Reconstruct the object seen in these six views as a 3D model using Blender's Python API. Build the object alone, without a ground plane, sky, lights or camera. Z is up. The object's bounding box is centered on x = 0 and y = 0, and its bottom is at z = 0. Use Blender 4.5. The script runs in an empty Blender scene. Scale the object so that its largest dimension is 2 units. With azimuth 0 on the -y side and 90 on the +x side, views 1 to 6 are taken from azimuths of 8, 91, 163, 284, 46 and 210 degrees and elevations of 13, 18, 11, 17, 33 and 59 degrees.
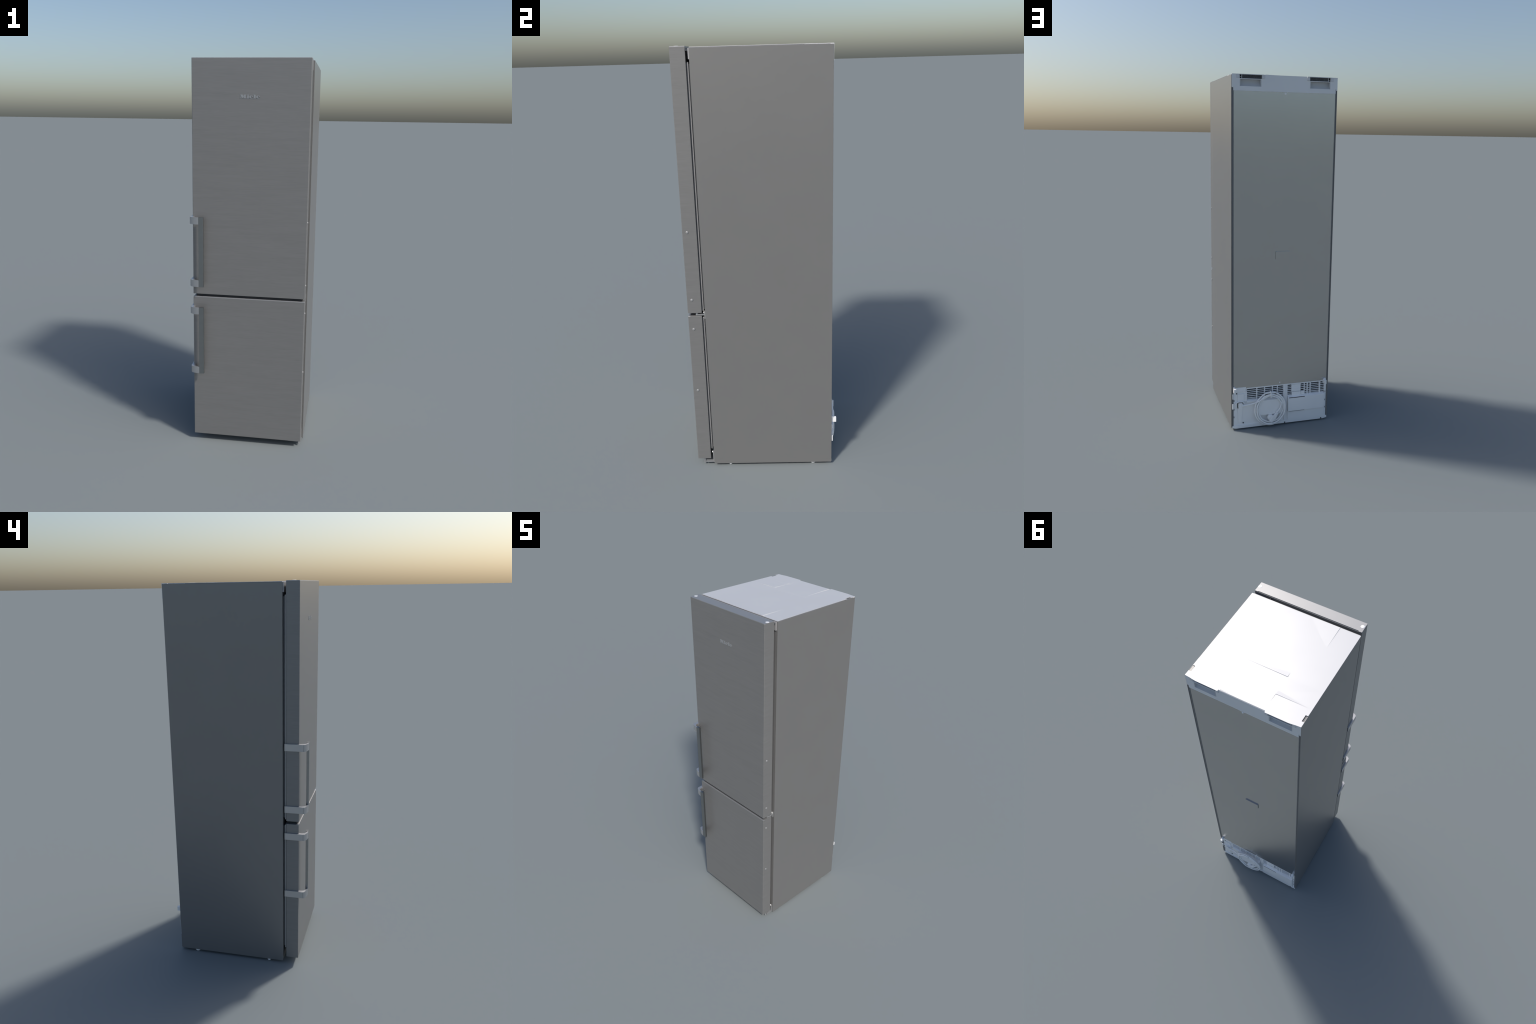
"""Tall two-door stainless fridge-freezer: cabinet, doors with bar handles,
hinges, rear top vent trim, rear service cover with louvres, cable and plug."""
import bpy, bmesh, math
from mathutils import Vector, Matrix

# ---------------------------------------------------------------- materials
def new_mat(name):
    m = bpy.data.materials.new(name)
    m.use_nodes = True
    nt = m.node_tree
    return m, nt, nt.nodes["Principled BSDF"]

def noise(nt, stretch, scale=1.0, detail=2.0, rough=0.5):
    tc = nt.nodes.new("ShaderNodeTexCoord")
    mp = nt.nodes.new("ShaderNodeMapping")
    mp.inputs["Scale"].default_value = stretch
    nz = nt.nodes.new("ShaderNodeTexNoise")
    nz.inputs["Scale"].default_value = scale
    nz.inputs["Detail"].default_value = detail
    nz.inputs["Roughness"].default_value = rough
    nt.links.new(tc.outputs["Object"], mp.inputs["Vector"])
    nt.links.new(mp.outputs["Vector"], nz.inputs["Vector"])
    return nz.outputs["Fac"]

def ramp(nt, fac, stops):
    r = nt.nodes.new("ShaderNodeValToRGB")
    el = r.color_ramp.elements
    while len(el) < len(stops):
        el.new(0.5)
    for e, (p, c) in zip(el, stops):
        e.position = p
        e.color = (*c, 1.0)
    nt.links.new(fac, r.inputs["Fac"])
    return r.outputs["Color"]

def surface(name, base, metallic=0.0, rough=0.5, vary=0.0, stretch=(6, 6, 6), spec=None, bump=0.0):
    """Principled surface with a little procedural tone variation."""
    m, nt, p = new_mat(name)
    p.inputs["Metallic"].default_value = metallic
    p.inputs["Roughness"].default_value = rough
    if spec is not None:
        p.inputs["Specular IOR Level"].default_value = spec
    f = noise(nt, stretch, detail=3.0)
    lo = tuple(c * (1 - vary) for c in base)
    hi = tuple(min(1.0, c * (1 + vary)) for c in base)
    nt.links.new(ramp(nt, f, [(0.3, lo), (0.7, hi)]), p.inputs["Base Color"])
    if bump:
        b = nt.nodes.new("ShaderNodeBump")
        b.inputs["Strength"].default_value = bump
        b.inputs["Distance"].default_value = 0.0005
        nt.links.new(f, b.inputs["Height"])
        nt.links.new(b.outputs["Normal"], p.inputs["Normal"])
    return m

def brushed(name, base, rough):
    """Horizontally brushed steel: long thin streaks in tone and gloss."""
    m, nt, p = new_mat(name)
    p.inputs["Metallic"].default_value = 0.32
    fine = noise(nt, (14, 14, 420), detail=3.0, rough=0.65)
    broad = noise(nt, (4, 4, 60), detail=2.0)
    mix = nt.nodes.new("ShaderNodeMath")
    mix.operation = "MULTIPLY_ADD"
    mix.inputs[1].default_value = 0.7
    nt.links.new(fine, mix.inputs[0])
    sc = nt.nodes.new("ShaderNodeMath")
    sc.operation = "MULTIPLY"
    sc.inputs[1].default_value = 0.3
    nt.links.new(broad, sc.inputs[0])
    nt.links.new(sc.outputs[0], mix.inputs[2])
    d = lambda k: tuple(c * k for c in base)
    col = ramp(nt, mix.outputs[0], [(0.32, d(0.935)), (0.5, d(1.0)), (0.68, d(1.06))])
    nt.links.new(col, p.inputs["Base Color"])
    rr = nt.nodes.new("ShaderNodeMapRange")
    rr.inputs["To Min"].default_value = rough - 0.05
    rr.inputs["To Max"].default_value = rough + 0.05
    nt.links.new(mix.outputs[0], rr.inputs["Value"])
    nt.links.new(rr.outputs["Result"], p.inputs["Roughness"])
    return m

STEEL = brushed("brushed_steel", (0.226, 0.225, 0.223), 0.40)
CABINET = surface("satin_steel", (0.226, 0.224, 0.221), 0.34, 0.33, 0.010)
BACKSTEEL = surface("back_steel", (0.512, 0.518, 0.518), 1.0, 0.22, 0.010)
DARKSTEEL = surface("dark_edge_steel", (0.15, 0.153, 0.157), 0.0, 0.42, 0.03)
BAR = surface("handle_bar_steel", (0.33, 0.34, 0.34), 1.0, 0.30, 0.02, (10, 10, 60))
CLAMP = surface("handle_clamp_satin", (0.50, 0.505, 0.515), 0.74, 0.34, 0.015)
DOORCAP = surface("door_end_cap_metal", (0.40, 0.40, 0.405), 0.68, 0.48, 0.02)
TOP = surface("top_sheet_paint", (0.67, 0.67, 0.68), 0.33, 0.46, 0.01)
WHITE = surface("white_plastic", (0.93, 0.93, 0.93), 0.0, 0.40, 0.015)
PALE = surface("pale_grey_plastic", (0.66, 0.66, 0.67), 0.0, 0.45, 0.02)
GASKET = surface("gasket_rubber", (0.16, 0.165, 0.175), 0.0, 0.5, 0.05)
GASKET2 = surface("gasket_lip", (0.52, 0.51, 0.50), 0.0, 0.50, 0.03)  # base lightened so the lip looks sunlit inside the door gap
SCOOP = surface("scoop_plastic_shade_darkened", (0.58, 0.585, 0.59), 0.0, 0.5, 0.02)  # base darkened below the trim's to deepen shade in the hollow
TRIM = surface("vent_trim_plastic", (0.77, 0.77, 0.77), 0.0, 0.45, 0.015)
RAIL = surface("rail_grey", (0.40, 0.40, 0.41), 0.2, 0.45, 0.02)
PLUG = surface("plug_white", (0.95, 0.95, 0.95), 0.30, 0.47, 0.01)
BLACK = surface("black_cavity", (0.022, 0.024, 0.028), 0.0, 0.7, 0.1)
SCREW = surface("dark_screw", (0.10, 0.11, 0.12), 0.3, 0.45, 0.1, (200, 200, 200))
ZINC = surface("zinc_hinge", (0.32, 0.33, 0.34), 0.35, 0.38, 0.03)
RIVET = surface("rivet_satin", (0.36, 0.365, 0.37), 0.3, 0.34, 0.02)
LETTER = surface("lettering_silver", (0.32, 0.335, 0.35), 0.3, 0.42, 0.02)

# ---------------------------------------------------------------- mesh tools
def finish(bm, name, mat, parent, smooth=False, angle=35):
    bmesh.ops.recalc_face_normals(bm, faces=bm.faces)
    me = bpy.data.meshes.new(name)
    bm.to_mesh(me)
    bm.free()
    me.materials.append(mat)
    if smooth:
        for p in me.polygons:
            p.use_smooth = True
        me.set_sharp_from_angle(angle=math.radians(angle))
    o = bpy.data.objects.new(name, me)
    bpy.context.scene.collection.objects.link(o)
    if smooth:
        w = o.modifiers.new("weighted_normals", "WEIGHTED_NORMAL")
        w.keep_sharp = True
        w.weight = 100
    if parent is not None:
        o.parent = parent
    return o

def add_box(bm, x, y, z, bevel=0.0, seg=2):
    x0, x1 = sorted(x); y0, y1 = sorted(y); z0, z1 = sorted(z)
    r = bmesh.ops.create_cube(bm, size=1.0)
    for v in r["verts"]:
        v.co = Vector((x0 + (v.co.x + .5) * (x1 - x0), y0 + (v.co.y + .5) * (y1 - y0), z0 + (v.co.z + .5) * (z1 - z0)))
    if bevel:
        es = list({e for v in r["verts"] for e in v.link_edges})
        bmesh.ops.bevel(bm, geom=es, offset=bevel, segments=seg, profile=0.5, affect="EDGES")

def box(name, x, y, z, mat, parent, bevel=0.0, seg=2):
    bm = bmesh.new()
    add_box(bm, x, y, z, bevel, seg)
    return finish(bm, name, mat, parent, smooth=bevel > 0)

def boxes(name, specs, mat, parent, bevel=0.0):
    bm = bmesh.new()
    for s in specs:
        add_box(bm, *s, bevel=bevel)
    return finish(bm, name, mat, parent, smooth=bevel > 0)

AX = {"z": lambda a, b, c: (a, b, c), "x": lambda a, b, c: (c, a, b), "y": lambda a, b, c: (a, c, b)}

def add_prism(bm, poly, axis, lo, hi, bevel=0.0):
    f = AX[axis]
    bot = [bm.verts.new(f(a, b, lo)) for a, b in poly]
    top = [bm.verts.new(f(a, b, hi)) for a, b in poly]
    n = len(poly)
    bm.faces.new(bot)
    bm.faces.new(top)
    for i in range(n):
        bm.faces.new((bot[i], bot[(i + 1) % n], top[(i + 1) % n], top[i]))
    if bevel:
        vs = set(bot + top)
        es = [e for e in bm.edges if e.verts[0] in vs and e.verts[1] in vs]
        bmesh.ops.bevel(bm, geom=es, offset=bevel, segments=2, profile=0.5, affect="EDGES")

def prism(name, poly, axis, lo, hi, mat, parent, bevel=0.0, smooth=True):
    bm = bmesh.new()
    add_prism(bm, poly, axis, lo, hi, bevel)
    return finish(bm, name, mat, parent, smooth=smooth)

def add_lathe(bm, centre, axis, profile, n=28):
    """Revolve (radius, height) pairs round an axis through centre."""
    f = AX[axis]
    c = Vector(centre)
    rings = []
    for r, h in profile:
        if r < 1e-6:
            rings.append([bm.verts.new(c + Vector(f(0, 0, h)))])
        else:
            rings.append([bm.verts.new(c + Vector(f(r * math.cos(2 * math.pi * i / n), r * math.sin(2 * math.pi * i / n), h))) for i in range(n)])
    for A, B in zip(rings, rings[1:]):
        for i in range(n):
            j = (i + 1) % n
            if len(A) == 1 and len(B) > 1:
                bm.faces.new((A[0], B[i], B[j]))
            elif len(B) == 1 and len(A) > 1:
                bm.faces.new((A[i], A[j], B[0]))
            elif len(A) > 1:
                bm.faces.new((A[i], A[j], B[j], B[i]))

def lathe(name, centre, axis, profile, mat, parent, n=28):
    bm = bmesh.new()
    add_lathe(bm, centre, axis, profile, n)
    return finish(bm, name, mat, parent, smooth=True)

def add_tube(bm, pts, r, n=12):
    pts = [Vector(p) for p in pts]
    up = Vector((0, 1, 0))
    rings = []
    for i, p in enumerate(pts):
        t = (pts[min(i + 1, len(pts) - 1)] - pts[max(i - 1, 0)]).normalized()
        a = t.cross(up)
        a = a.normalized() if a.length > 1e-6 else Vector((1, 0, 0))
        b = a.cross(t).normalized()
        rr = r(i / (len(pts) - 1)) if callable(r) else r
        rings.append([bm.verts.new(p + rr * (math.cos(2 * math.pi * k / n) * a + math.sin(2 * math.pi * k / n) * b)) for k in range(n)])
    for A, B in zip(rings, rings[1:]):
        for k in range(n):
            bm.faces.new((A[k], A[(k + 1) % n], B[(k + 1) % n], B[k]))
    bm.faces.new(rings[0])
    bm.faces.new(rings[-1])

def spline(ctrl, per=10):
    """Catmull-Rom through control points."""
    P = [Vector(c) for c in ctrl]
    P = [2 * P[0] - P[1]] + P + [2 * P[-1] - P[-2]]
    out = []
    for i in range(1, len(P) - 2):
        for k in range(per):
            t = k / per
            out.append(0.5 * ((2 * P[i]) + (P[i + 1] - P[i - 1]) * t + (2 * P[i - 1] - 5 * P[i] + 4 * P[i + 1] - P[i + 2]) * t * t
                              + (3 * P[i] - P[i - 1] - 3 * P[i + 1] + P[i + 2]) * t ** 3))
    out.append(P[-2])
    return out

def rounded(poly, r, n=5):
    """Round every corner of a convex-ish polygon."""
    out = []
    m = len(poly)
    for i in range(m):
        p, a, b = Vector(poly[i]), Vector(poly[i - 1]), Vector(poly[(i + 1) % m])
        u, w = (a - p), (b - p)
        d = min(r, u.length / 2.01, w.length / 2.01)
        s, e = p + u.normalized() * d, p + w.normalized() * d
        for k in range(n + 1):
            t = k / n
            q = (1 - t) ** 2 * s + 2 * t * (1 - t) * p + t * t * e
            out.append((q.x, q.y))
    return out

def rect(a0, a1, b0, b1):
    return [(a0, b0), (a1, b0), (a1, b1), (a0, b1)]

def clone(o, offset, parent):
    c = o.copy()
    c.location = o.location + Vector(offset)
    bpy.context.scene.collection.objects.link(c)
    c.parent = parent
    return c

# ---------------------------------------------------------------- root
fridge = bpy.data.objects.new("refrigerator", None)
bpy.context.scene.collection.objects.link(fridge)
fridge["label"] = "tall brushed steel two door fridge freezer with bar handles"
fridge["category"] = "refrigerator"

# ---------------------------------------------------------------- cabinet
BODY_L, BODY_R, BODY_F, BODY_B = -0.2937, 0.2970, -0.2480, 0.3388
Z_BOT, Z_TOP = 0.0120, 1.9950

cabinet = boxes("cabinet", [((-0.280, 0.280), (-0.2470, 0.3120), (0.262, 1.986)), ((-0.280, 0.280), (-0.2470, 0.2400), (0.016, 0.262))], DARKSTEEL, fridge)

for s, x_out in ((1, BODY_R), (-1, BODY_L)):
    side = [(BODY_F + 0.004, Z_BOT), (BODY_B - 0.002, Z_BOT), (BODY_B, Z_BOT + 0.004), (BODY_B, 1.9915), (BODY_F, 1.9915), (BODY_F, Z_BOT + 0.006)]
    x_in = x_out - s * 0.0032
    prism("side_panel", side, "x", min(x_in, x_out), max(x_in, x_out), CABINET, cabinet, bevel=0.0012)
    box("front_flange", (s * 0.2845, x_out - s * 0.0030), (BODY_F + 0.0004, BODY_F + 0.0030), (Z_BOT + 0.008, 1.9910), CABINET, cabinet)
    box("top_seam", (x_out - s * 0.0008, s * 0.2932), (-0.2460, 0.2200), (1.9850, 1.9934), GASKET, cabinet)
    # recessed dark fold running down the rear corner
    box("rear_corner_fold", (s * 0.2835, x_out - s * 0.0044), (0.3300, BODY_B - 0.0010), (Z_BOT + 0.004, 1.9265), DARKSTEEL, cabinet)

# back sheet with its embossed rectangle
back = box("back_panel", (-0.2838, 0.2862), (0.3280, 0.3372), (0.2500, 1.9130), BACKSTEEL, cabinet, bevel=0.0010)
prism("raised_pad", rounded(rect(-0.0390, 0.0436, 1.0012, 1.0475), 0.0050), "y", 0.3330, 0.3425, BACKSTEEL, back, bevel=0.0014)

# top sheet: outline with side pockets and the two vent hoods at the rear
def mirror_half(half):
    return half + [(-x, y) for x, y in reversed(half)]
half = [(0.2930, -0.2465), (0.2930, 0.2750), (0.2810, 0.2750), (0.2810, 0.3112), (0.2938, 0.3112), (0.2940, 0.3400),
        (0.2700, 0.3420), (0.2550, 0.3442), (0.2360, 0.3466), (0.1200, 0.3474), (0.1180, 0.3380)]
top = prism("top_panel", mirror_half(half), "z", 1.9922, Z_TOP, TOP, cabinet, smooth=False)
for s in (1, -1):
    box("pocket_floor", (s * 0.2835, s * 0.2938), (0.2752, 0.3110), (1.9850, 1.9912), CABINET, top)
    box("pocket_slot", (s * 0.2811, s * 0.2836), (0.2752, 0.3110), (1.9850, 1.9921), BLACK, top)

# shallow pressed steps on the top sheet: a sharp edge that fades out
def pressed_step(a, b, c, h=0.0018):
    """Wedge: full height at the edge a-b's first point, fading to b and c."""
    bm = bmesh.new()
    z = Z_TOP
    low = [bm.verts.new((p[0], p[1], z - 0.002)) for p in (a, b, c)]
    up = [bm.verts.new((a[0], a[1], z + h)), bm.verts.new((b[0], b[1], z + 0.0001)), bm.verts.new((c[0], c[1], z - 0.0002))]
    bm.faces.new(low); bm.faces.new(up)
    for i in range(3):
        j = (i + 1) % 3
        bm.faces.new((low[i], low[j], up[j], up[i]))
    finish(bm, "pressed_step", TOP, top)
pressed_step((0.186, -0.2460), (0.187, -0.105), (0.02, -0.2460))
pressed_step((-0.186, -0.2460), (-0.187, -0.105), (-0.02, -0.2460))
pressed_step((0.1135, 0.3350), (0.117, 0.150), (0.01, 0.3350))
pressed_step((-0.1125, 0.1293), (0.142, 0.1288), (-0.1125, 0.100))
pressed_step((-0.1130, 0.2382), (-0.2700, 0.2372), (-0.1130, 0.212))
pressed_step((-0.1130, 0.2395), (-0.1115, 0.302), (-0.092, 0.2395))
pressed_step((-0.1130, 0.1300), (-0.2790, 0.1292), (-0.1130, 0.236))

# front rail under the top sheet, seen in the gap behind the door
rail = box("front_rail", (-0.2885, 0.2895), (-0.2535, -0.2470), (1.9470, 1.9905), RAIL, cabinet, bevel=0.0008)
box("front_frame", (-0.2843, 0.2843), (-0.2484, -0.2460), (0.0700, 1.9470), DARKSTEEL, cabinet)
box("kick_plate", (-0.2840, 0.2840), (-0.2440, -0.2300), (0.0140, 0.0700), DARKSTEEL, cabinet, bevel=0.001)

# ---------------------------------------------------------------- feet
def foot(x, y, r):
    lathe("foot", (x, y, 0), "z", [(0, 0), (r * 0.82, 0), (r, 0.004), (r, 0.010), (r * 0.55, 0.0115), (r * 0.55, 0.018), (0, 0.018)], WHITE, fridge)
for s in (1, -1):
    foot(s * 0.2755, 0.2475, 0.0148)
    foot(s * 0.2810, -0.1670, 0.0085)

# ---------------------------------------------------------------- doors
DX, DF, DB = 0.2890, -0.3290, -0.2648

def door_outline(r=0.0030):
    n = 4
    pts = []
    for s, cx in ((-1, -DX + r), (1, DX - r)):
        arc = [(cx + s * r * math.cos(math.pi / 2 * k / n), DF + r - r * math.sin(math.pi / 2 * k / n)) for k in range(n + 1)]
        pts += arc if s < 0 else arc[::-1]
    return [(-DX, DB)] + pts + [(DX, DB)]

def make_door(name, z0, z1, chamfer_top):
    bm = bmesh.new()
    out = door_outline()
    cx, cy = 0.0, (DF + DB) / 2
    def ring(inset, z):
        vs = []
        for x, y in out:
            k = Vector((x, y))
            k.x -= math.copysign(min(inset, abs(k.x)), k.x)
            k.y -= math.copysign(inset, k.y - cy)
            vs.append(bm.verts.new((k.x, k.y, z)))
        return vs
    b, t = 0.0012, chamfer_top
    rs = [ring(b, z0), ring(b * .3, z0 + b * .3), ring(0, z0 + b), ring(0, z1 - t), ring(t * .3, z1 - t * .3), ring(t, z1)]
    bm.faces.new(rs[0]); bm.faces.new(rs[-1])
    n = len(out)
    for A, B in zip(rs, rs[1:]):
        for i in range(n):
            bm.faces.new((A[i], A[(i + 1) % n], B[(i + 1) % n], B[i]))
    return finish(bm, name, STEEL, fridge, smooth=True, angle=30)

SEAM_LO, SEAM_HI = 0.8128, 0.8285
door = make_door("refrigerator_door", SEAM_HI, 1.9960, 0.0006)
freezer = make_door("freezer_door", 0.0375, SEAM_LO, 0.0030)

box("edge_sun_glint_strip", (-0.2886, 0.2886), (DF + 0.0004, -0.3166), (0.8085, 0.8142), DOORCAP, freezer, bevel=0.0018, seg=3)  # paler strip laid on to brighten the door's sun-caught upper edge

# metal end cap closing the top of the upper door, notched along its rear
cap = [(-DX + .0005, DF + .002), (-DX + .002, DF + .0005), (DX - .002, DF + .0005), (DX - .0005, DF + .002),
       (DX - .0005, DB), (0.2720, DB), (0.2700, -0.2690), (-0.2700, -0.2690), (-0.2720, DB), (-DX + .0005, DB)]
endcap = prism("end_cap", cap, "z", 1.9955, 1.9990, DOORCAP, door, bevel=0.0006)
for x in (0.2785, -0.2765):
    lathe("cover_plug", (x, -0.3005, 1.9980), "z", [(0.0098, -0.001), (0.0098, 0.0012), (0.0088, 0.0018), (0.005, 0.0020), (0, 0.0020)], PLUG, door)

# side rivets on the hinge side
for z, d in ((1.2167, door), (0.8940, door), (0.7475, freezer), (0.4254, freezer)):
    lathe("rivet", (DX, -0.3066, z), "x", [(0.0062, -0.001), (0.0062, 0.0007), (0.0056, 0.0020), (0.0040, 0.0029), (0.0018, 0.0032), (0, 0.0032)], RIVET, d, n=24)

# gaskets between doors and cabinet: a dark bellows and a pale lip
def gasket(parent, z0, z1):
    def frame(name, w, y, inset, mat):
        x = 0.2750 - inset
        a, b = z0 + inset, z1 - inset
        boxes(name, [((-x, -x + w), y, (a, b)), ((x - w, x), y, (a, b)),
                     ((-x + w, x - w), y, (a, a + w)), ((-x + w, x - w), y, (b - w, b))], mat, parent, bevel=0.0008)
    frame("gasket", 0.016, (-0.2652, -0.2606), 0.0, GASKET)
    frame("gasket_lip", 0.014, (-0.2610, -0.2560), -0.0030, GASKET2)
    frame("gasket_fold", 0.012, (-0.2564, -0.2480), 0.004, GASKET)
gasket(door, 0.8365, 1.9330)
gasket(freezer, 0.0900, 0.8010)

# black insert in the joint between the doors
box("joint_insert", (-0.2740, 0.2700), (-0.3160, -0.2680), (SEAM_LO - 0.0010, SEAM_HI + 0.0010), BLACK, door)

# ---------------------------------------------------------------- lettering
def slab(bm, poly):
    add_prism(bm, poly, "y", DF - 0.0012, DF + 0.0010)

def letters(parent):
    """Heavy slab-serif word built letter by letter; unit = cap height."""
    H, X0, Z0 = 0.0178, -0.0503, 1.8112
    def place(poly, dx):
        return [(X0 + (x + dx) * H, Z0 + z * H) for x, z in poly]
    def glyph(polys, dx):
        bm = bmesh.new()
        for p in polys:
            slab(bm, place(p, dx))
        finish(bm, "letter", LETTER, parent)
    M = [(0, 0), (.42, 0), (.42, .10), (.30, .16), (.30, .60), (.62, .02), (.72, .02), (1.02, .62), (1.02, .16), (.90, .10), (.90, 0), (1.60, 0), (1.60, .10),
         (1.48, .16), (1.48, .84), (1.60, .90), (1.60, 1.0), (1.12, 1.0), (.88, .56), (.62, 1.0), (0, 1.0), (0, .90), (.13, .84), (.13, .16), (0, .10)]
    I = [(0, 0), (.66, 0), (.66, .09), (.56, .15), (.56, .74), (.04, .74), (.04, .66), (.14, .60), (.14, .15), (0, .09)]
    dot = [(.36 + .20 * math.cos(a * math.pi / 8), .90 + .12 * math.sin(a * math.pi / 8)) for a in range(16)]
    L = [(0, 0), (.66, 0), (.66, .09), (.58, .15), (.58, 1.0), (.0, 1.0), (.0, .91), (.12, .86), (.12, .15), (0, .09)]
    def ell(cx, cz, rx, rz, a0, a1, n=20):
        return [(cx + rx * math.cos(a0 + (a1 - a0) * k / n), cz + rz * math.sin(a0 + (a1 - a0) * k / n)) for k in range(n + 1)]
    d = math.radians
    # bowl: outer ring from the bar's right end round the top, left and bottom
    E_ring = ell(.52, .38, .52, .39, d(-4), d(318), 30) + ell(.60, .41, .16, .28, d(306), d(-4), 24)
    E_bar = [(.36, .36), (1.035, .36), (1.035, .43), (.36, .43)]
    glyph([M], 0.0)
    glyph([I, dot], 1.76)
    glyph([E_ring, E_bar], 2.46)
    glyph([L], 3.58)
    glyph([E_ring, E_bar], 4.34)
letters(door)

# ---------------------------------------------------------------- handles
def handle(z0, z1, parent):
    """Flat bar on two wrap-around clamps at the left door edge."""
    bar_poly = rounded([(-0.2503, -0.3724), (-0.2256, -0.3706), (-0.2256, -0.3585), (-0.2500, -0.3592)], 0.0010, 3)
    bar = prism("handle_bar", bar_poly, "z", z0, z1, BAR, parent, bevel=0.0)
    arc = [(-0.2972, -0.2575), (-0.2972, -0.3500), (-0.2962, -0.3545), (-0.2935, -0.3590), (-0.2890, -0.3622), (-0.2830, -0.3652),
           (-0.2760, -0.3680), (-0.2680, -0.3700), (-0.2590, -0.3714), (-0.2504, -0.3721)]
    inner = [(-0.2504, -0.3645), (-0.2580, -0.3632), (-0.2660, -0.3612), (-0.2738, -0.3580), (-0.2770, -0.3500), (-0.2785, -0.3400),
             (-0.2790, -0.3285), (-0.2872, -0.3285), (-0.2884, -0.3270), (-0.2884, -0.2575)]
    H = 0.0352
    for za in (z1 - 0.0005 - H, z0 + 0.0005):
        prism("handle_clamp", arc + inner, "z", za, za + H, CLAMP, parent, bevel=0.0004)
        # seam where the side strap meets the curved nose
        boxes("clamp_seam", [((-0.29745, -0.2970), (-0.3534, -0.3526), (za + 0.0006, za + H - 0.0006))], SCREW, parent)
        lathe("clamp_stud", (-0.2700, -0.3280, za + H * 0.5), "y", [(0.0052, 0.002), (0.0052, -0.0300), (0, -0.0305)], SCREW, parent, n=16)
handle(0.8752, 1.2344, door)
handle(0.4048, 0.7652, freezer)

# ---------------------------------------------------------------- hinges
def screw(name, c, axis, r, h, mat, parent):
    s = 1 if h > 0 else -1
    return lathe(name, c, axis, [(r, -s * 0.001), (r, h * 0.5), (r * 0.75, h * 0.9), (r * 0.4, h), (r * 0.35, h * 0.6), (0, h * 0.6)], mat, parent, n=18)

mid = boxes("hinge", [((0.2400, 0.2868), (-0.2920, -0.2530), (0.8152, 0.8208)), ((0.2400, 0.2890), (-0.2534, -0.2476), (0.7990, 0.8355))], ZINC, fridge, bevel=0.0008)
lathe("hinge_pin", (0.2790, -0.2880, 0.8200), "z", [(0, -0.006), (0.0060, -0.006), (0.0060, 0.0075), (0, 0.0075)], ZINC, mid, n=20)
screw("hinge_screw", (0.2835, -0.2534, 0.8295), "y", 0.0042, -0.0035, WHITE, mid)
low = boxes("hinge", [((0.2200, 0.2878), (-0.2905, -0.2530), (0.0148, 0.0210)), ((0.2200, 0.2890), (-0.2534, -0.2440), (0.0150, 0.0705))], ZINC, fridge, bevel=0.0008)
lathe("hinge_pin", (0.2780, -0.2960, 0.0210), "z", [(0, -0.0130), (0.0055, -0.0130), (0.0055, -0.0040), (0.0042, -0.0040), (0.0042, 0.0180), (0, 0.0180)], ZINC, low, n=20)
screw("hinge_screw", (0.2835, -0.2534, 0.0728), "y", 0.0042, -0.0040, WHITE, low)
up = boxes("hinge", [((0.2250, 0.2860), (-0.2820, -0.2530), (1.9800, 1.9845))], SCREW, fridge, bevel=0.0008)
box("hinge_block", (0.1950, 0.2000), (-0.2660, -0.2535), (1.9700, 1.9900), BLACK, up)

# ---------------------------------------------------------------- rear top vent trim
TZ0, TY = 1.9108, 0.3402
V0, V1 = 0.1345, 0.2520           # vent span in |x|
trim_specs = [((-V0, V0), (0.3250, TY), (1.9340, 1.9925)), ((-0.2835, 0.2860), (0.3250, TY), (TZ0, 1.9340))]
for s in (1, -1):
    xo = 0.2945 if s > 0 else 0.2930
    trim_specs += [((s * V1, s * xo), (0.3250, TY), (1.9340, 1.9925)), ((s * 0.2862, s * xo), (0.3250, TY), (1.9268, 1.9340))]
trim = boxes("vent_trim", trim_specs, TRIM, cabinet)
prism("trim_tab", [(0.0170, TZ0 + 0.001), (0.0110, TZ0 - 0.0015), (-0.0100, TZ0 - 0.0015), (-0.0150, TZ0 + 0.001)], "y", 0.3300, TY + 0.0004, TRIM, trim)
screw("trim_screw", (0.0008, 0.3372, 1.9020), "y", 0.0050, 0.0040, WHITE, trim)
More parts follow.
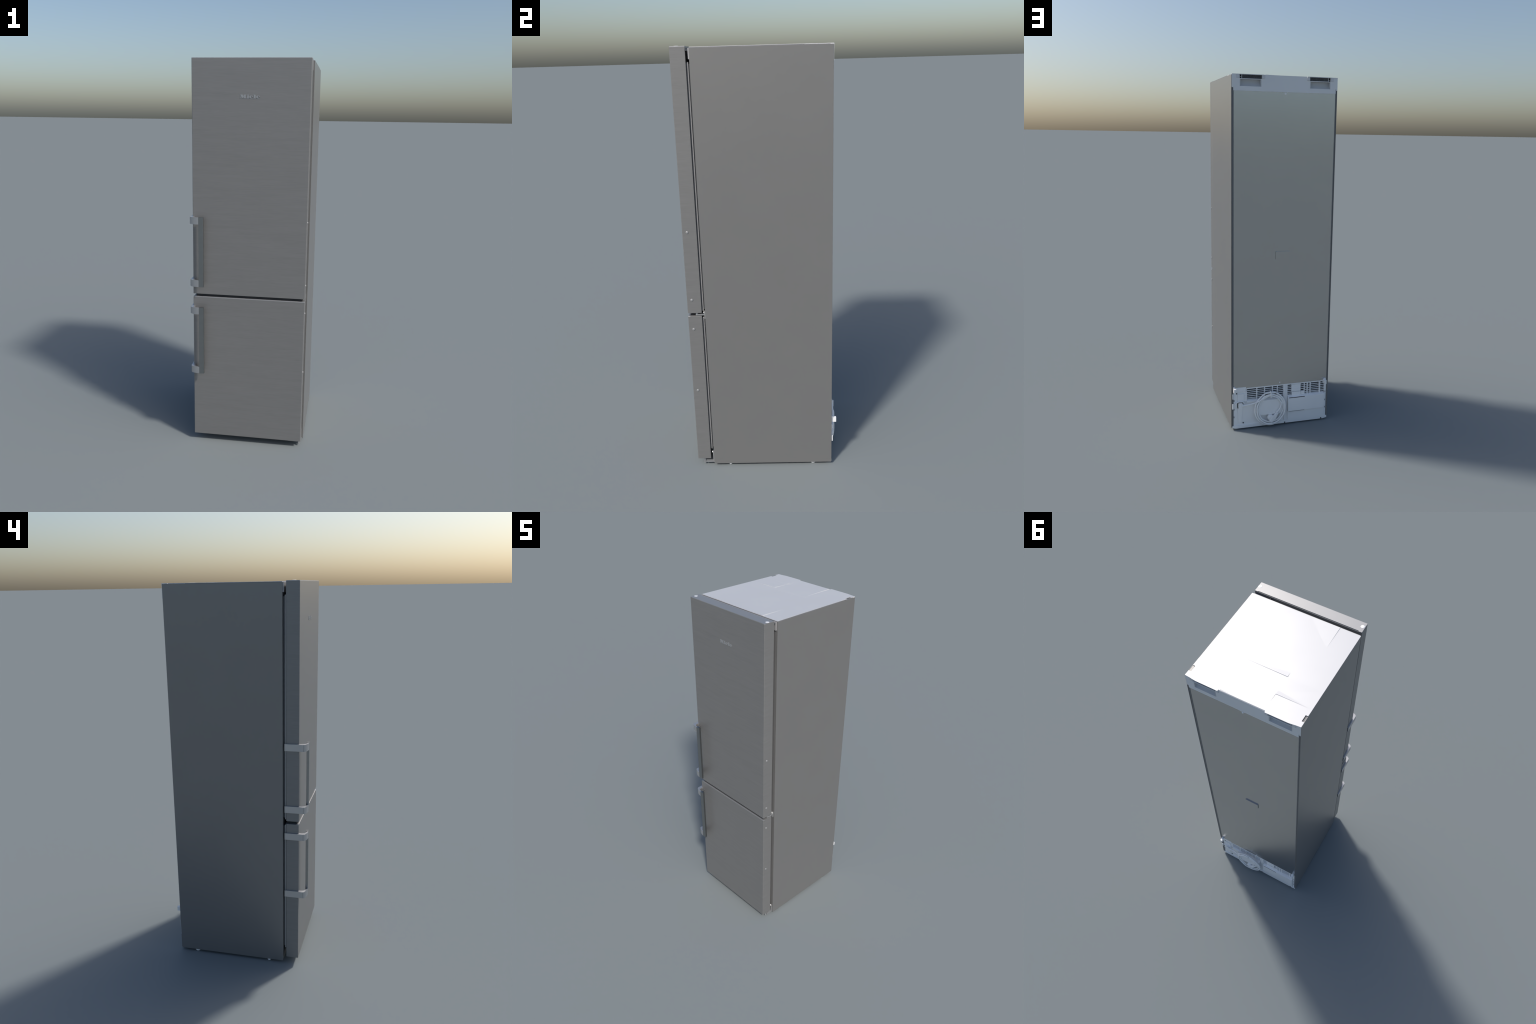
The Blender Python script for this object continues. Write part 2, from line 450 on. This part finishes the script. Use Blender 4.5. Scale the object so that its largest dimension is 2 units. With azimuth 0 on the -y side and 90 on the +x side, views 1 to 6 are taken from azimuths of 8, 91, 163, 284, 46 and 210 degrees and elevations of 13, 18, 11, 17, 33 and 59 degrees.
for s in (1, -1):
    # scoop below the grille: quarter-round hollow running in and up
    sc = [(0.3400, 1.9340)]
    for k in range(1, 9):
        a = math.pi / 2 * k / 8
        sc.append((0.3400 - 0.027 * math.sin(a) ** 1.2, 1.9340 + 0.037 * (1 - math.cos(a)) ** 0.8))
    shell = sc + [(p[0] - 0.002, p[1] - 0.002) for p in reversed(sc)]
    bm = bmesh.new()
    add_prism(bm, shell, "x", min(s * V0, s * V1), max(s * V0, s * V1))
    finish(bm, "vent_scoop", SCOOP, trim, smooth=True)
    boxes("vent_cheek", [((s * V0, s * (V0 + 0.0040)), (0.3120, 0.3399), (1.9350, 1.9712)), ((s * (V1 - 0.0030), s * V1), (0.3120, 0.3399), (1.9350, 1.9712))], SCOOP, trim)
    box("vent_sill", (s * (V0 - 0.015), s * (V1 + 0.018)), (0.3125, 0.3416), (1.9712, 1.9730), WHITE, trim)
    box("vent_void", (s * V0, s * V1), (0.3125, 0.3300), (1.9725, 1.9923), BLACK, trim)
    n = 20
    ribs = []
    for k in range(n):
        x = s * (V0 + 0.004 + (V1 - V0 - 0.020) * k / (n - 1))
        ribs.append(((x - 0.0010, x + 0.0010), (0.3225, 0.3375), (1.9728, 1.9924)))
    boxes("vent_rib", ribs, GASKET, trim)["kind"] = "stuff"
    # clips either side of each grille
    boxes("vent_clip", [((s * (V0 - 0.0155), s * (V0 - 0.0015)), (TY - 0.001, TY + 0.0050), (1.9745, 1.9924)),
                        ((s * (V1 + 0.0020), s * (V1 + 0.0175)), (TY - 0.001, TY + 0.0028), (1.9745, 1.9924)),
                        ((s * (V1 - 0.0130), s * (V1 - 0.0105)), (0.3225, 0.3370), (1.9730, 1.9924)),
                        ((s * (V1 - 0.0105), s * V1), (0.3225, 0.3350), (1.9800, 1.9815))], PALE, trim)
    box("vent_slit", (s * (V0 - 0.0020), s * V0), (TY - 0.001, TY + 0.0006), (1.9740, 1.9924), GASKET, trim)

# ---------------------------------------------------------------- rear service cover
CY = 0.3345      # main plane
cover_specs = [
    ((-0.2840, 0.2085), (0.3200, CY + 0.0020), (0.2430, 0.2570)),    # top rail
    ((0.2078, 0.2905), (0.3200, CY), (0.1650, 0.2290)),              # left column
    ((-0.2905, 0.2905), (0.3200, CY - 0.0010), (0.0230, 0.1640)),    # lower sheet
    ((-0.2700, -0.0430), (0.3200, 0.3415), (0.0200, 0.0820)),        # lower right sheet
    ((0.2620, 0.2905), (0.3200, CY + 0.0012), (0.0110, 0.2260)),     # left flange
    ((-0.2905, -0.2720), (0.3200, CY + 0.0022), (0.0110, 0.2430)),   # right flange
    ((-0.0425, -0.0165), (0.3200, CY - 0.0005), (0.0110, 0.2440)),   # centre post
]
cover = boxes("service_cover", cover_specs, WHITE, fridge)
prism("bottom_lip", [(-0.2905, 0.0230), (-0.2905, 0.0105), (-0.2690, 0.0050), (0.2690, 0.0050), (0.2905, 0.0105), (0.2905, 0.0230)], "y", 0.3180, 0.3400, WHITE, cover, bevel=0.0008)
box("cavity_wall", (-0.2800, 0.2100), (0.2402, 0.2420), (0.0200, 0.2600), BLACK, cover)
prism("junction_lid", rounded(rect(0.2100, 0.2835, 0.2300, 0.2572), 0.0015, 2), "y", 0.3200, CY + 0.0035, WHITE, cover, bevel=0.0006)
boxes("lid_gap", [((0.2080, 0.2100), (0.3300, CY + 0.0003), (0.2290, 0.2560)), ((0.2080, 0.2640), (0.3300, CY + 0.0003), (0.2286, 0.2300))], SCREW, cover)
# socket plate and short ribs beside it
prism("socket_plate", rounded(rect(0.2222, 0.2590, 0.1700, 0.2170), 0.0015, 2), "y", 0.3300, CY + 0.0045, WHITE, cover, bevel=0.0008)
boxes("column_rib", [((0.2085, 0.2215), (0.3300, CY + 0.0016), (z, z + 0.0052)) for z in (0.1700, 0.1800, 0.1900, 0.2000, 0.2100)], WHITE, cover)["kind"] = "stuff"

# louvre slats between the bars
bm = bmesh.new()
PITCH, NSL = 0.0112, 6
def louvre_field(x0, x1, zt, zb):
    n = max(2, round((zt - zb) / PITCH))
    for k in range(1, n):
        z = zt - (zt - zb) * k / n
        add_prism(bm, [(CY - 0.0010, z - 0.0016), (CY - 0.0010, z + 0.0010), (0.3255, z + 0.0014), (0.3255, z - 0.0010)], "x", x0, x1)
fields = [(-0.0165, 0.2050, 0.2430, 0.1750), (-0.0662, -0.0425, 0.2430, 0.1660), (-0.1460, -0.1265, 0.2430, 0.1960), (-0.2720, -0.1460, 0.2430, 0.1760)]
for f in fields:
    louvre_field(*f)
slats = finish(bm, "louvre", WHITE, cover)
slats["kind"] = "stuff"
bars = [(0.2055, 0.0022), (0.1443, 0.0026), (0.0974, 0.0026), (0.0499, 0.0024), (0.0199, 0.0022), (-0.1470, 0.0022), (-0.1655, 0.0028), (-0.1842, 0.0028), (-0.2434, 0.0040)]
for x, w in bars:
    box("grille_bar", (x - w, x + w), (0.3210, CY + 0.0004), (0.1660, 0.2445), WHITE, cover, bevel=0.0005)
# double rib on the centre post
for x in (-0.0235, -0.0385):
    box("post_rib", (x - 0.0022, x + 0.0022), (0.3300, CY + 0.0042), (0.0150 if x > -0.03 else 0.0750, 0.2440), WHITE, cover, bevel=0.0006)
# sloped ledges below the grilles
for x0, x1, yf in ((-0.2690, -0.0435, 0.3493), (-0.0130, 0.1520, 0.3518), (0.1520, 0.2060, 0.3400)):
    prism("ledge", [(0.3210, 0.1775), (0.3260, 0.1765), (yf, 0.1680), (yf, 0.1600), (0.3210, 0.1600)], "x", x0, x1, WHITE, cover)
# proud rectangular fields under the ledges
prism("cover_field", rect(-0.2688, -0.0432, 0.0805, 0.1660), "y", 0.3300, 0.3497, WHITE, cover, bevel=0.0010)
prism("cover_field", rect(-0.0128, 0.1518, 0.0775, 0.1660), "y", 0.3300, 0.3522, WHITE, cover, bevel=0.0010)
box("drip_slot", (-0.1455, -0.0484), (0.3400, 0.3501), (0.1632, 0.1672), BLACK, cover)
box("field_modelled_shadow", (-0.1450, -0.0470), (0.3400, 0.3488), (0.0785, 0.0806), SCREW, cover)  # dark bar modelled as the shadow line beneath the proud field
# blanking plates over the right grille
prism("blank_plate", rect(-0.1238, -0.0665, 0.1965, 0.2415), "y", 0.3220, CY + 0.0005, WHITE, cover, bevel=0.0006)
boxes("blank_rib", [((-0.1215, -0.0690), (0.3300, CY + 0.0016), (z, z + 0.0030)) for z in (0.2010, 0.2085, 0.2160)], WHITE, cover, bevel=0.0004)["kind"] = "stuff"
prism("blank_plate", rect(-0.1248, -0.0685, 0.1640, 0.1950), "y", 0.3220, CY + 0.0022, WHITE, cover, bevel=0.0006)
prism("blank_plate", rect(-0.1462, -0.1262, 0.1740, 0.1955), "y", 0.3220, CY + 0.0022, WHITE, cover, bevel=0.0006)
box("blank_slot", (-0.1457, -0.1268), (0.3300, CY + 0.0034), (0.1686, 0.1712), BLACK, cover)
# corner piece of the right grille
prism("corner_gusset", [(-0.2720, 0.2440), (-0.2600, 0.2440), (-0.2660, 0.2300), (-0.2720, 0.2280)], "y", 0.3220, CY + 0.0020, WHITE, cover)

# screws and slots
for x, z in ((-0.2780, 0.1771), (-0.2773, 0.1244), (-0.2773, 0.0773), (0.2802, 0.1784), (0.2802, 0.1242), (0.2802, 0.0767)):
    box("cover_slot", (x - 0.0016, x + 0.0016), (CY - 0.002, CY + 0.0026), (z - 0.0050, z + 0.0050), SCREW, cover)
for x, z in ((-0.2544, 0.0100), (-0.0261, 0.0100), (0.2253, 0.0360), (0.2651, 0.2208)):
    screw("cover_screw", (x, CY + (0.0055 if z < 0.02 else 0.0012), z), "y", 0.0042, 0.0022, SCREW, cover)
screw("panel_screw", (0.0076, 0.3372, 0.2650), "y", 0.0036, 0.0030, WHITE, cover)

# wall spacers standing off both upper corners
for s in (1, -1):
    e = 0.0 if s > 0 else -0.0090     # the far one sits further in
    boxes("wall_spacer", [((s * (0.2715 + e), s * (0.2860 + e)), (0.3300, 0.3620), (0.2490, 0.2575)), ((s * (0.2790 + e), s * (0.2860 + e)), (0.3300, 0.3620), (0.2340, 0.2490)),
                          ((s * (0.2750 + e), s * (0.2860 + e)), (0.3300, 0.3480), (0.2575, 0.2640))], WHITE, cover, bevel=0.0008)
boxes("edge_hook", [((0.2850, 0.2905), (0.3300, 0.3430), (0.1900, 0.2215)), ((0.2840, 0.2920), (0.3300, 0.3455), (0.1295, 0.1610))], WHITE, cover, bevel=0.0010)

# inlet socket: arch, recess and connector
arch = []
for k in range(13):
    a = math.pi * k / 12
    arch.append((0.2462 + 0.0285 * math.cos(a), 0.1580 + 0.0170 * math.sin(a)))
for k in range(12, -1, -1):
    a = math.pi * k / 12
    arch.append((0.2462 + 0.0245 * math.cos(a), 0.1560 + 0.0150 * math.sin(a)))
prism("inlet_arch", arch, "y", 0.3300, CY + 0.0120, WHITE, cover)
prism("inlet_recess", rounded(rect(0.2290, 0.2625, 0.1300, 0.1690), 0.010, 5), "y", 0.3330, CY + 0.0014, SCREW, cover)
prism("cable_guide", [(0.2615, 0.1300), (0.2560, 0.1020), (0.2510, 0.0380), (0.2365, 0.0370), (0.2350, 0.0700), (0.2300, 0.1000), (0.2280, 0.1290)], "y", 0.3300, CY + 0.0030, WHITE, cover, bevel=0.0008)

# ---------------------------------------------------------------- power cable
CXc, CZc, YC = 0.0672, 0.1155, 0.3590
def loop_pt(a, rx, rz, y):
    return (CXc + rx * math.cos(a), y, CZc + rz * math.sin(a))
ctrl = [(0.2290, 0.3470, 0.1480), (0.2050, 0.3490, 0.1500), (0.1750, 0.3540, 0.1570), (0.1420, 0.3620, 0.1690), (0.1150, 0.3640, 0.1850)]
A0, A1 = math.radians(64), math.radians(150 + 1080)
LOOP_R = [0.0760, 0.0925, 0.0940, 0.0830, 0.0795, 0.0725, 0.0695]
N = 54
for i in range(N + 1):
    t = i / N
    a = A0 + (A1 - A0) * t
    u = t * (len(LOOP_R) - 1)
    j = min(int(u), len(LOOP_R) - 2)
    rx = LOOP_R[j] + (LOOP_R[j + 1] - LOOP_R[j]) * (u - j) + 0.0009 * math.sin(3.1 * i)
    ctrl.append(loop_pt(a, rx, rx + 0.0085, YC + 0.0032 * math.cos(a * 0.5 + 0.6) + 0.0010 * math.sin(1.7 * i)))
ctrl_end = [(0.0020, 0.3600, 0.1430), (0.0090, 0.3615, 0.1160), (0.0200, 0.3625, 0.1010), (0.0310, 0.3625, 0.0905)]
bm = bmesh.new()
add_tube(bm, spline(ctrl + ctrl_end, 6), 0.0041, 12)
cable = finish(bm, "power_cable", WHITE, fridge, smooth=True)
# connector at the inlet
conn = prism("connector", rounded(rect(0.2320, 0.2560, 0.1310, 0.1655), 0.0085, 5), "y", 0.3340, 0.3520, WHITE, cable, bevel=0.0015)
prism("connector_grip", rounded(rect(0.2390, 0.2440, 0.1360, 0.1560), 0.0022, 3), "y", 0.3500, 0.3540, WHITE, cable)
bm = bmesh.new()
add_tube(bm, [(0.2380, 0.3450, 0.1470), (0.2250, 0.3470, 0.1480), (0.2150, 0.3480, 0.1488), (0.2050, 0.3490, 0.1500)], lambda t: 0.0075 - 0.0032 * t, 14)
finish(bm, "strain_relief", WHITE, cable, smooth=True)
# mains plug: round face towards the cover, angled grip
plug = lathe("mains_plug", (0.0660, 0.3450, 0.0600), "y", [(0, 0.0), (0.0150, 0.0), (0.0185, 0.003), (0.0185, 0.012), (0.0165, 0.018), (0.0120, 0.0205), (0, 0.0205)], WHITE, cable, n=32)
d = Vector((0.0310 - 0.0640, 0, 0.0905 - 0.0500)).normalized()
nrm = Vector((-d.z, 0, d.x))
bm = bmesh.new()
c0 = Vector((0.0560, 0, 0.0480))
grip = [c0 - d * 0.018 - nrm * 0.0100, c0 - d * 0.018 + nrm * 0.0080, c0 + d * 0.018 + nrm * 0.0110, c0 + d * 0.0350 + nrm * 0.0062,
        c0 + d * 0.0520 + nrm * 0.0052, c0 + d * 0.0520 - nrm * 0.0052, c0 + d * 0.0350 - nrm * 0.0062, c0 + d * 0.018 - nrm * 0.0110]
add_prism(bm, rounded([(p.x, p.z) for p in grip], 0.0035, 3), "y", 0.3530, 0.3680, bevel=0.0020)
finish(bm, "plug_grip", WHITE, cable, smooth=True)
# tie strap holding the coil
box("tie_strap", (0.0640, 0.0690), (0.3500, 0.3690), (0.1860, 0.2225), WHITE, cable, bevel=0.0012)
bm = bmesh.new()
add_tube(bm, [(0.0665, 0.3600, 0.2200), (0.0690, 0.3610, 0.2240), (0.0730, 0.3610, 0.2290)], 0.0016, 8)
finish(bm, "tie_tail", WHITE, cable, smooth=True)
